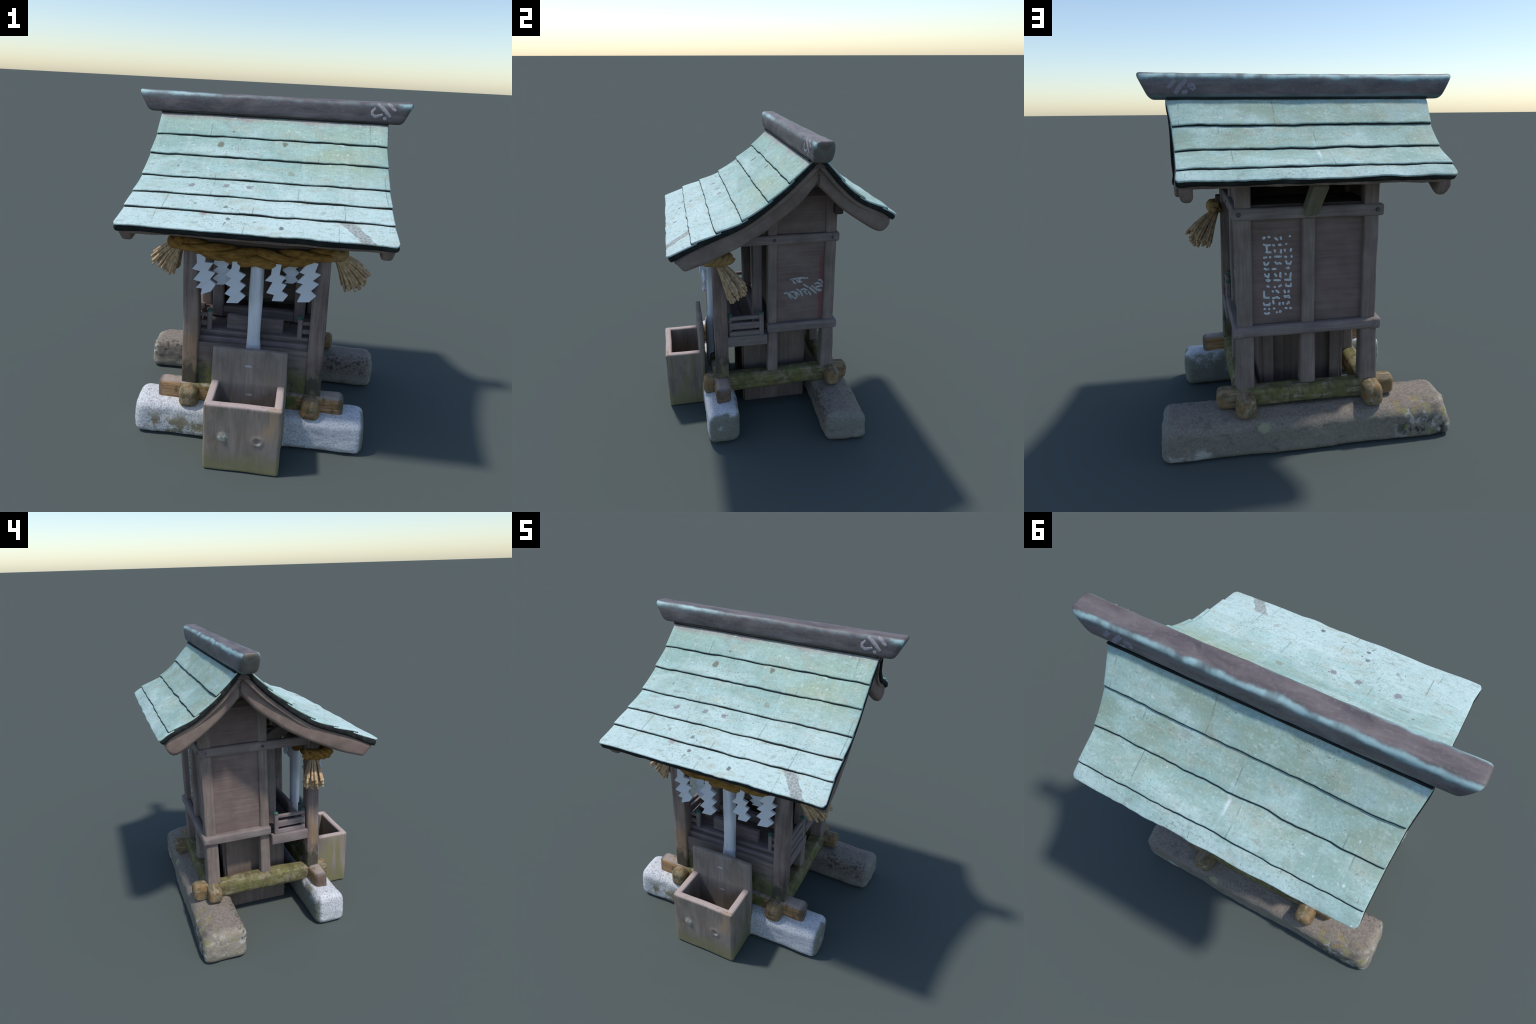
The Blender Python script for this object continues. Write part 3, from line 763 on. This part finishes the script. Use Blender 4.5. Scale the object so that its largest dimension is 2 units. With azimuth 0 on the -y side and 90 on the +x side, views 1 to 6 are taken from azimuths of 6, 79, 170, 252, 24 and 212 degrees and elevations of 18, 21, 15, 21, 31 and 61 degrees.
def roof_slab(name, prof, s0, s1, n0, n1, inset, mat, parent, r, amp=0.003, segs=(56, 6, 2), tilt=0.0, seed=1, crown=0.004, lift=False):
    """A sheet lying on the slope between arc lengths s0..s1 and heights n0..n1 above it."""
    L, T = s1 - s0, n1 - n0

    def fn(p):
        t = p.y / L + 0.5
        s = s0 + t * L
        h = n0 + p.z + T / 2 + tilt * (t - 1)
        if tilt or lift:                     # laps lift and sag a little along their length
            h += 0.0042 * (t if tilt else 1.0) * noise.noise(V((p.x * 6.5, seed * 2.9, 8.4)))
        xr = p.x / 1.0                       # -1..1 across (box is built 2 m wide, then scaled)
        s_w = s + (0.004 * noise.noise(V((p.x * 5, seed * 3.7, 1.3))) + 0.0025 * noise.noise(V((p.x * 17, seed * 1.7, 5.1)))) * (0.35 + 0.95 * t)
        q, nn = prof.at(s_w)
        q = q + nn * h
        # rounded corners at the eaves; the middle of the roof crowns a little
        e = max(0.0, (s - (prof.length - 0.03)) / 0.03)
        hw = half_width(q.x) - inset - 0.018 * e ** 3
        q = q + nn * crown * (1 - abs(p.x) ** 14)
        edge = p.x * 0.7
        x = math.copysign(hw - (0.7 - abs(edge)), edge) if abs(edge) > 0.6 else edge / 0.6 * (hw - 0.1)
        w = wob(V((x, q.x, q.y)), 6.0, 3) * amp
        return V((x + w.x * 0.7, q.x + w.y, q.y + w.z))

    hx = 1.0

    def pre(p):
        return fn(V((p.x / 0.7, p.y, p.z)))

    me = rounded_box((1.4, L, T), r, segs, pre)
    return link(name, me, parent, mat)


fs = [front.s_of_y(y) for y in (0.162, 0.047, -0.078, -0.227, -0.381, -0.519)] + [front.length]
rs = [rear.s_of_y(y) for y in (0.273, 0.386, 0.514, 0.666)] + [rear.length]
F0, R0 = fs[0] - 0.04, rs[0] - 0.04
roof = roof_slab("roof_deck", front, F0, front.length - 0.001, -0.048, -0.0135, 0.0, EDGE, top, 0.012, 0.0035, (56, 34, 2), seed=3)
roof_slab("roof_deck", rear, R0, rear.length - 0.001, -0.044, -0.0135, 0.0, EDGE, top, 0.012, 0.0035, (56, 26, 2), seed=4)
roof_slab("soffit_board", front, F0, front.length - 0.020, -0.076, -0.046, 0.016, WOOD_BARGE, top, 0.006, 0.0025, (48, 34, 2), seed=5)
roof_slab("soffit_board", rear, R0, rear.length - 0.012, -0.068, -0.042, 0.016, WOOD_BARGE, top, 0.006, 0.0025, (48, 26, 2), seed=6)
for prof in (front, rear):
    roof_slab("rafter_board", prof, 0.03, prof.length - 0.13, -0.105, -0.066, 0.085, WOOD_DARK, top, 0.006, 0.0025, (40, 26, 2), seed=7)
for prof, ss in ((front, fs), (rear, rs)):
    for i in range(len(ss) - 1):
        last = i == len(ss) - 2
        sd = 11 + i + (50 if prof is rear else 0)
        # the upper edge is tucked under the course above, the lower edge laps over the next
        roof_slab("copper_sheet", prof, ss[i] - (0.03 if i else 0.02), ss[i + 1] + (0.0 if last else 0.002), -0.010, 0.0022, 0.003, COPPER, roof, 0.006, 0.0032, (64, 9, 2), tilt=0.015, seed=sd)
        if not last:
            # near-black strip modelled for the shadow line under each lap
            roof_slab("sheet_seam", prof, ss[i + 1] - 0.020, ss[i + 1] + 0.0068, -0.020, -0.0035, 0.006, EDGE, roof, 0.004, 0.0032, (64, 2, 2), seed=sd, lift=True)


barge_front = Profile([(0.235, 1.742), (0.135, 1.628), (0.068, 1.572), (-0.06, 1.480), (-0.19, 1.406), (-0.30, 1.355), (-0.44, 1.296), (-0.570, 1.256)])
barge_rear = Profile([(0.200, 1.742), (0.30, 1.648), (0.385, 1.568), (0.496, 1.486), (0.575, 1.436), (0.630, 1.412), (0.664, 1.422), (0.690, 1.465)])


def barge(name, prof, low, sx, s0, s1):
    """Curved board under the gable edge: its top follows the roof, its bottom its own bow; leans in towards the apex."""
    L = s1 - s0
    SEED[0] += 1
    sd = SEED[0]

    def fn(p):
        t = min(1.0, max(0.0, p.y / L + 0.5))
        v = 0.5 - p.z / 0.1                       # 0 at the top edge .. 1 at the bottom
        q, nn = prof.at(s0 + t * L)
        q = q + nn * -0.046
        b, _ = low.at(t * low.length)
        q = q.lerp(b, v)
        hw = half_width(q.x) - (0.008 if prof is front else 0.014) - 0.046 * (1 - t) ** 1.8 - 0.030 + p.x
        w = wob(V((hw * sx, q.x, q.y)), 8, sd) * 0.003
        return V((sx * hw + w.x, q.x + w.y, q.y + w.z))

    me = rounded_box((0.060, L, 0.1), 0.020 if prof is front else 0.024, (2, 40, 3), fn)
    if sx < 0:
        me.flip_normals()
    return link(name, me, roof, WOOD_BARGE)


for sx in (-1, 1):
    barge("barge_board", front, barge_front, sx, 0.03, front.length - 0.016)
    barge("barge_board", rear, barge_rear, sx, 0.03, rear.length - 0.012)
    # the block where both boards meet under the ridge
    block("gable_block", (sx * 0.600 - 0.030, 0.165, 1.755), (sx * 0.600 + 0.030, 0.272, 1.870), WOOD_BARGE, roof, r=0.012)
    # gable infill above the tie beam
    def gable(q):
        return V((q.x, q.y, q.z))
    bm = bmesh.new()
    out = [(0.05, 1.345), (0.37, 1.345), (0.40, 1.60), (0.33, 1.69), (0.215, 1.80), (0.12, 1.70), (0.0, 1.60), (0.02, 1.45)]
    a = [bm.verts.new((sx * 0.345, y, z)) for y, z in out]
    b = [bm.verts.new((sx * 0.366, y, z)) for y, z in out]
    bm.faces.new(a)
    bm.faces.new(b[::-1])
    for i in range(len(out)):
        j = (i + 1) % len(out)
        bm.faces.new((a[i], b[i], b[j], a[j]))
    bmesh.ops.recalc_face_normals(bm, faces=bm.faces)
    me = bpy.data.meshes.new("mesh")
    bm.to_mesh(me)
    bm.free()
    link("gable_wall", me, top, WOOD_PANEL, smooth=False)
    timber("gable_rail", (sx * 0.362, 0.08, 1.612), (sx * 0.362, 0.36, 1.612), 0.018, 0.05, WOOD_DARK, top, r=0.005)
timber("purlin", (0.355, 0.44, 1.505), (0.425, 0.44, 1.505), 0.055, 0.07, WOOD_DARK, top, r=0.012)
# purlins carrying the overhanging gables
timber("purlin", (-0.64, 0.215, 1.755), (0.64, 0.215, 1.755), 0.06, 0.07, WOOD_DARK, top, r=0.012)
timber("purlin", (-0.62, -0.345, 1.385), (0.62, -0.345, 1.385), 0.05, 0.05, WOOD_DARK, top, r=0.010)


def ridge_fn(p):
    # p: x length, y across, z height; ends slope outwards towards the top
    t = (p.z + 0.064) / 0.128
    half = 0.772 + 0.062 * t
    x = p.x / 0.83 * half
    sag = 0.006 * (abs(p.x) / 0.83) ** 2
    y = p.y * (0.80 + 0.20 * math.sin(math.pi * min(1, max(0, 0.12 + 0.75 * t))))
    w = wob(V((x, y, p.z)), 5, 2) * 0.004 + wob(V((x, y, p.z)), 16, 3) * 0.0018
    return V((x + w.x * 0.5, 0.213 + y + w.y, 1.934 + p.z + sag - 0.003 + w.z))


ridge = link("ridge_cap", rounded_box((1.66, 0.120, 0.128), 0.025, (90, 7, 7), ridge_fn), roof, RIDGE)
block("ridge_board", (-0.690, 0.166, 1.83), (0.690, 0.262, 1.888), WOOD_DARK, roof, r=0.008, amp=0.001)
for sy, y0 in ((-1, 0.160), (1, 0.268)):
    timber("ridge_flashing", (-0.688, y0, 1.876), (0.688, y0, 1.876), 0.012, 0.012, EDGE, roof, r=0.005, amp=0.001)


# ------------------------------------------------------------------ rope, tassels, papers, bell cloth
def rope_axis(u):
    """u in -1..1 across the porch -> centre, radius of the twisted rope."""
    a = abs(u)
    belly = math.cos(min(1.0, a) * math.pi / 2) ** 1.25
    return V((0.445 * u, -0.428 + 0.038 * belly, 1.228 - 0.072 * belly)), 0.033 + 0.020 * belly


rope_paths = []
for kx in range(3):
    path = []
    for i in range(121):
        u = -1 + 2 * i / 120
        c, rad = rope_axis(u)
        ang = kx * 2 * math.pi / 3 + 1.1 + 5.6 * abs(u)
        d = V((0, math.cos(ang), math.sin(ang)))
        path.append((c + d * rad * 0.56, rad * 0.56))
    rope_paths.append(path)
rope = link("straw_rope", tube_mesh(rope_paths[:1], 14), top, ROPE)
for pth in rope_paths[1:]:
    link("rope_strand", tube_mesh([pth], 14), rope, ROPE)
# rope ends wrap round the outside of the porch posts
for sx in (-1, 1):
    strands = []
    base = [(0.40, -0.43, 1.228), (0.452, -0.432, 1.227), (0.462, -0.39, 1.224), (0.458, -0.34, 1.222), (0.455, -0.295, 1.226), (0.43, -0.272, 1.228)]
    pts3 = []
    for i in range(len(base) - 1):
        for j in range(8):
            pts3.append(V(base[i]).lerp(V(base[i + 1]), j / 8))
    pts3.append(V(base[-1]))
    for kx in range(3):
        pth = []
        for i, p in enumerate(pts3):
            t = (pts3[min(i + 1, len(pts3) - 1)] - pts3[max(0, i - 1)]).normalized()
            sd = t.cross(V((0, 0, 1))).normalized()
            a = kx * 2.094 + i * 0.32
            q = p + (sd * math.cos(a) + V((0, 0, 1)) * math.sin(a)) * 0.017
            pth.append((V((q.x * sx, q.y, q.z)), 0.021))
        strands.append(pth)
    link("rope_end", tube_mesh(strands, 12), rope, ROPE)

rnd = random.Random(21)
for sx, root, high, low in ((-1, (-0.440, -0.330, 1.198), (-0.610, -0.275, 1.104), (-0.476, -0.290, 1.008)), (1, (0.440, -0.345, 1.192), (0.622, -0.235, 1.085), (0.495, -0.262, 0.985))):
    root, high, low = V(root), V(high), V(low)
    face = (high - root).cross(low - root).normalized()
    mid = ((high + low) / 2 - root).normalized()
    paths = []
    for i in range(81):
        f = (i % 27) / 26 + rnd.uniform(-0.03, 0.03)
        layer = (i // 27 - 1.0) * 1.05 + rnd.uniform(-0.55, 0.55)
        tip = high.lerp(low, f) + mid * 0.030 * math.sin(math.pi * min(1, max(0, f)))
        tip = root + (tip - root) * rnd.uniform(0.88, 1.04)
        r0 = root + (high - low).normalized() * (0.5 - f) * 0.034 + face * layer * 0.012
        thick = rnd.uniform(0.0055, 0.0085)
        path = []
        for j in range(7):
            t = j / 6
            p = r0.lerp(tip + face * layer * 0.036, t) + V((0, 0, 0.012 * math.sin(math.pi * t))) + wob(V((i, t, 0)), 1.0, 5) * 0.003 * t
            path.append((p, thick * (0.7 + 0.4 * t)))
        path.append((path[-1][0] + (tip - root).normalized() * 0.004, thick * 0.55))
        paths.append(path)
    ta = link("straw_tassel", tube_mesh(paths, 7), top, STRAW)
    ta["kind"] = "stuff"
    up2 = (high - low).normalized()
    link("paper_tie", tube_mesh([[(root + mid * 0.016 + up2 * math.cos(x) * 0.024 + face * math.sin(x) * 0.018, 0.004) for x in (k * 0.25 for k in range(26))]], 6), top, PAPER)


def streamer(name, outline, y, lean, thick=0.011):
    """Zigzag-cut folded paper: outline in x, z; hangs in a plane, slightly leaning and curled."""
    bm = bmesh.new()
    zt = max(z for _, z in outline)

    def place(x, z, k):
        return (x, y + lean * (zt - z) + 0.004 * math.sin(z * 60 + x * 20) + k, z)

    a = [bm.verts.new(place(x, z, 0)) for x, z in outline]
    b = [bm.verts.new(place(x, z, thick)) for x, z in outline]
    n = len(outline)
    area = sum(outline[i][0] * outline[(i + 1) % n][1] - outline[(i + 1) % n][0] * outline[i][1] for i in range(n))
    fa, fb = (a, b[::-1]) if area > 0 else (a[::-1], b)
    f1, f2 = bm.faces.new(fa), bm.faces.new(fb)
    for i in range(n):
        j = (i + 1) % n
        bm.faces.new((a[i], b[i], b[j], a[j]) if area < 0 else (a[j], b[j], b[i], a[i]))
    bm.normal_update()
    bmesh.ops.triangulate(bm, faces=[f1, f2])
    bmesh.ops.recalc_face_normals(bm, faces=bm.faces)
    me = bpy.data.meshes.new("mesh")
    bm.to_mesh(me)
    bm.free()
    return link(name, me, top, PAPER, smooth=False)


shide = [
    [(-0.309, 1.215), (-0.294, 1.215), (-0.293, 1.169), (-0.275, 1.171), (-0.278, 1.125), (-0.232, 1.123), (-0.261, 1.077), (-0.22, 1.069), (-0.249, 1.027), (-0.214, 1.003), (-0.239, 0.961), (-0.296, 0.937), (-0.291, 0.972), (-0.325, 0.973), (-0.295, 1.011), (-0.338, 1.022), (-0.304, 1.07), (-0.349, 1.08), (-0.322, 1.117), (-0.327, 1.166), (-0.309, 1.168)],
    [(-0.127, 1.14), (-0.079, 1.14), (-0.09, 1.084), (-0.051, 1.068), (-0.084, 1.028), (-0.049, 1.009), (-0.081, 0.97), (-0.047, 0.949), (-0.087, 0.903), (-0.152, 0.899), (-0.13, 0.94), (-0.162, 0.953), (-0.131, 0.993), (-0.164, 1.008), (-0.131, 1.044), (-0.164, 1.065), (-0.131, 1.098)],
    [(0.091, 1.145), (0.141, 1.145), (0.134, 1.086), (0.169, 1.078), (0.146, 1.04), (0.175, 1.032), (0.151, 0.993), (0.187, 0.975), (0.162, 0.938), (0.101, 0.934), (0.112, 0.972), (0.069, 0.979), (0.099, 1.041), (0.058, 1.046), (0.088, 1.083)],
    [(0.295, 1.215), (0.315, 1.215), (0.317, 1.171), (0.338, 1.168), (0.323, 1.119), (0.355, 1.11), (0.313, 1.068), (0.348, 1.053), (0.308, 1.013), (0.34, 0.987), (0.304, 0.949), (0.24, 0.945), (0.259, 0.99), (0.227, 1.0), (0.265, 1.049), (0.231, 1.057), (0.272, 1.102), (0.241, 1.111), (0.278, 1.161), (0.278, 1.167), (0.297, 1.169)],
]
for o in shide:
    streamer("paper_streamer", o, -0.428, -0.07, 0.016)
streamer("paper_streamer", [(-0.216, 1.17), (-0.184, 1.17), (-0.146, 1.115), (-0.165, 1.087), (-0.136, 1.07), (-0.167, 1.04), (-0.138, 1.024), (-0.177, 0.985), (-0.223, 0.981), (-0.212, 0.999), (-0.243, 1.015), (-0.211, 1.045), (-0.243, 1.06), (-0.211, 1.088), (-0.24, 1.106)], -0.385, 0.0, 0.012)
streamer("paper_streamer", [(0.189, 1.17), (0.217, 1.17), (0.237, 1.125), (0.215, 1.105), (0.239, 1.086), (0.218, 1.063), (0.236, 1.041), (0.207, 1.019), (0.161, 1.019), (0.174, 1.035), (0.148, 1.048), (0.172, 1.071), (0.144, 1.096), (0.172, 1.119)], -0.372, 0.0, 0.012)


def cloth_fn(p):
    z = 0.690 + p.z                          # hangs from the rope down behind the offering box
    low = min(1.0, max(0.0, (0.66 - z) / 0.12))
    a = math.atan2(p.y, p.x)
    fold = 1 + 0.05 * math.sin(5 * a + z * 6)
    wide = 1.0 + 0.04 * math.sin(z * 15) + 0.18 * low
    deep = 1.0 + 0.15 * low
    return V((0.006 + 0.004 * low + p.x * wide * fold, -0.368 - 0.016 * low + p.y * deep * fold, z))


link("bell_cloth", rounded_box((0.076, 0.072, 0.94), 0.032, (4, 4, 36), cloth_fn), top, CLOTH)


# ------------------------------------------------------------------ painted writing
def strokes(name, target, lines, to_world, direction, width, mat, parent, proud=0.0012):
    """Brush strokes laid on a surface: polylines mapped to space, cast onto the target, given thickness."""
    bvh = BVHTree.FromPolygons([target.matrix_world @ v.co for v in target.data.vertices], [p.vertices[:] for p in target.data.polygons])
    D = V(direction)
    bm = bmesh.new()
    for line in lines:
        w = width * 1.15
        if isinstance(line[-1], (int, float)):
            line, w = line[:-1], line[-1] * 1.25
        pts = [V(p) for p in line]
        dense = []
        for a, b in zip(pts, pts[1:]):
            n = max(2, int((b - a).length / 6))
            dense += [a.lerp(b, i / n) for i in range(n)]
        dense.append(pts[-1])
        prev = None
        for i, uv in enumerate(dense):
            tan = (dense[min(i + 1, len(dense) - 1)] - dense[max(0, i - 1)]).normalized()
            perp = V((-tan.y, tan.x))
            taper = w * (0.72 + 0.28 * math.sin(math.pi * min(1, max(0, i / max(1, len(dense) - 1)))))
            row = []
            for sgn in (1, 0.5, 0, -0.5, -1):
                p = to_world(uv + perp * sgn * taper / 2)
                hit, nn, _, _ = bvh.ray_cast(p - D * 0.5, D)
                if hit is None:
                    row = None
                    break
                row.append(bm.verts.new(hit - D * proud * (1 if abs(sgn) < 1 else 0.1)))
            if row and prev:
                for a, b, c, d in zip(prev, row, row[1:], prev[1:]):
                    bm.faces.new((a, b, c, d))
            prev = row
    bmesh.ops.recalc_face_normals(bm, faces=bm.faces)
    me = bpy.data.meshes.new("mesh")
    bm.to_mesh(me)
    bm.free()
    o = link(name, me, parent, mat)
    return o


def bilinear(w, h, tl, tr, br, bl):
    tl, tr, br, bl = map(V, (tl, tr, br, bl))

    def f(p):
        u, v = p.x / w, p.y / h
        return tl.lerp(tr, u).lerp(bl.lerp(br, u), v)

    return f


back_wall_left = [o for o in bpy.data.objects if o.name.startswith("back_wall")][0]
col_a = [[(205, 180), (215, 215), (245, 185)], [(280, 180), (325, 190)], [(205, 300), (260, 325), (340, 312)], [(265, 330), (275, 410)], [(245, 428), (350, 432)], [(210, 520), (275, 510)], [(305, 510), (345, 512)],
         [(220, 585), (240, 635), (275, 635), (305, 590)], [(220, 690), (265, 712), (310, 705)], [(235, 775), (245, 810), (295, 840), (305, 770)], [(250, 885), (335, 890)], [(265, 900), (320, 902)], [(265, 985), (320, 1000)],
         [(225, 1060), (230, 1180), (320, 1185)], [(300, 1160), (310, 1195)], [(215, 1260), (230, 1305), (315, 1305), (320, 1260)], [(220, 1365), (255, 1378)], [(290, 1375), (325, 1368)], [(225, 1440), (265, 1455), (310, 1445), (312, 1420)]]
col_b = [[(395, 195), (455, 240)], [(495, 175), (510, 230)], [(360, 310), (405, 325)], [(455, 310), (515, 312)], [(395, 380), (410, 430)], [(505, 380), (500, 450)], [(390, 500), (510, 500)], [(495, 485), (505, 510)],
         [(400, 580), (430, 615), (480, 605), (515, 625)], [(350, 705), (430, 700)], [(395, 770), (435, 830)], [(495, 750), (490, 830), (515, 838)], [(375, 885), (500, 888)], [(385, 1000), (420, 1000)], [(460, 1000), (515, 960)],
         [(360, 1055), (380, 1090)], [(415, 1050), (475, 1100)], [(355, 1190), (400, 1185), (440, 1170), (485, 1195)], [(370, 1220), (385, 1290)], [(480, 1250), (480, 1300), (495, 1295)], [(370, 1360), (410, 1362)], [(425, 1415), (445, 1440)], [(480, 1440), (490, 1405), (515, 1430)]]
col_c = [[(640, 160), (660, 185)], [(575, 290), (605, 300)], [(560, 375), (575, 420)], [(675, 360), (660, 420)], [(560, 490), (580, 510), (605, 500)], [(670, 480), (690, 515)], [(585, 560), (600, 610), (655, 625), (675, 570)],
         [(580, 685), (650, 690)], [(595, 700), (640, 670)], [(570, 765), (590, 805)], [(670, 755), (655, 860)], [(560, 880), (680, 880)], [(575, 860), (575, 890)], [(585, 940), (590, 985), (665, 985), (675, 930)],
         [(555, 1045), (575, 1105)], [(635, 1045), (625, 1095)], [(545, 1150), (600, 1160), (660, 1180)], [(560, 1175), (650, 1140)], [(535, 1250), (545, 1300)], [(600, 1295), (630, 1250), (640, 1285)], [(565, 1350), (610, 1360)], [(640, 1352), (685, 1358)]]
m = bilinear(908, 1568, (0.301, 0.405, 1.248), (0.012, 0.405, 1.236), (0.010, 0.405, 0.702), (0.314, 0.405, 0.726))
strokes("painted_writing", back_wall_left, col_a + col_b + col_c, m, (0, -1, 0), 32, CHALK, top)

side_wall = [o for o in bpy.data.objects if o.name.startswith("side_wall")][1]
scrawl = [[(510, 490), (700, 460), (880, 430), (1140, 440)], [(580, 500), (640, 590), (720, 625)], [(740, 460), (760, 540), (830, 580), (930, 555)], [(870, 450), (820, 545)],
          [(295, 990), (370, 950), (470, 990), (690, 1165)], [(430, 985), (560, 1155)], [(470, 960), (620, 905), (760, 960), (840, 1030)], [(660, 930), (740, 1060), (710, 1150)], [(720, 820), (860, 890), (950, 1070)],
          [(880, 850), (980, 810), (1110, 860)], [(980, 880), (1120, 1010)], [(1140, 880), (1170, 930), (1230, 1030)], [(960, 650), (1200, 780), (1430, 970)], [(1250, 700), (1400, 800), (1540, 880), (1620, 830)],
          [(1350, 780), (1500, 720), (1640, 720), (1590, 640)], [(1360, 650), (1460, 600), (1580, 640)], [(1500, 490), (1600, 520), (1660, 620)], [(1420, 850), (1600, 830)]]
m = bilinear(2091, 1568, (0.36, 0.031, 1.128), (0.36, 0.447, 1.096), (0.36, 0.463, 0.754), (0.36, 0.033, 0.796))
strokes("painted_writing", side_wall, scrawl, m, (-1, 0, 0), 58, CHALK_FAINT, top)
m = bilinear(1960, 1568, (0.561, 0.158, 2.034), (0.845, 0.158, 2.049), (0.878, 0.158, 1.824), (0.588, 0.158, 1.807))
strokes("painted_mark", ridge, [[(230, 500), (90, 640), (90, 760), (210, 840), (500, 760), 95], [(330, 340), (560, 560), (800, 860), 120], [(700, 350), (850, 430), (1020, 640), 120], [(560, 850), (600, 980), 110]], m, (0, 1, 0), 100, CHALK_RIDGE, roof, 0.0016)
m = bilinear(2352, 1254, (0.825, 0.27, 2.032), (0.465, 0.27, 2.034), (0.474, 0.27, 1.844), (0.839, 0.27, 1.846))
strokes("painted_mark", ridge, [[(1600, 440), (1420, 640), (1230, 890), 130], [(1250, 450), (1000, 720), 110], [(1640, 620), (1760, 640), (1850, 780), 150], [(1520, 780), (1560, 900), 160]], m, (0, -1, 0), 110, CHALK_RIDGE_DIM, roof, 0.0016)

# ------------------------------------------------------------------ offering box
box = bpy.data.objects.new("offering_box", None)
scene.collection.objects.link(box)
box.location = (0.0, -0.59, 0.0)
box["label"] = "open weathered wooden offering box with tall back board"
box["category"] = "offering box"


def dents(q):
    if q.y < -0.70:
        d = (V((q.x, 0, q.z)) - V((-0.106, 0, 0.232))).length
        q.y -= 0.010 * math.exp(-((d / 0.018) ** 2))
        d = (V((q.x, 0, q.z)) - V((0.087, 0, 0.223))).length
        q.y += 0.008 * math.exp(-((d / 0.016) ** 2)) - 0.005 * math.exp(-(((d - 0.024) / 0.009) ** 2))
    q.y -= 0.008 * max(0, q.z) * max(0, (-0.60 - q.y) / 0.12) / 0.43
    q.x *= 1 + 0.02 * math.sin(q.z * 6)
    return q


def box_wall(name, lo, hi, **kw):
    return block(name, lo, hi, BOXWOOD, box, r=kw.get("r", 0.012), amp=0.003, cell=kw.get("cell", 0.02), fn2=dents)


box_wall("front_board", (-0.212, -0.722, 0.0), (0.212, -0.680, 0.432), cell=0.009, r=0.014)
for sx in (-1, 1):
    box_wall("side_board", (min(sx * 0.166, sx * 0.2105), -0.712, 0.001), (max(sx * 0.166, sx * 0.2105), -0.470, 0.4315), r=0.012)
box_wall("back_board", (-0.216, -0.486, 0.002), (0.216, -0.450, 0.640), r=0.012)
box_wall("bottom_board", (-0.19, -0.70, 0.003), (0.19, -0.47, 0.12))
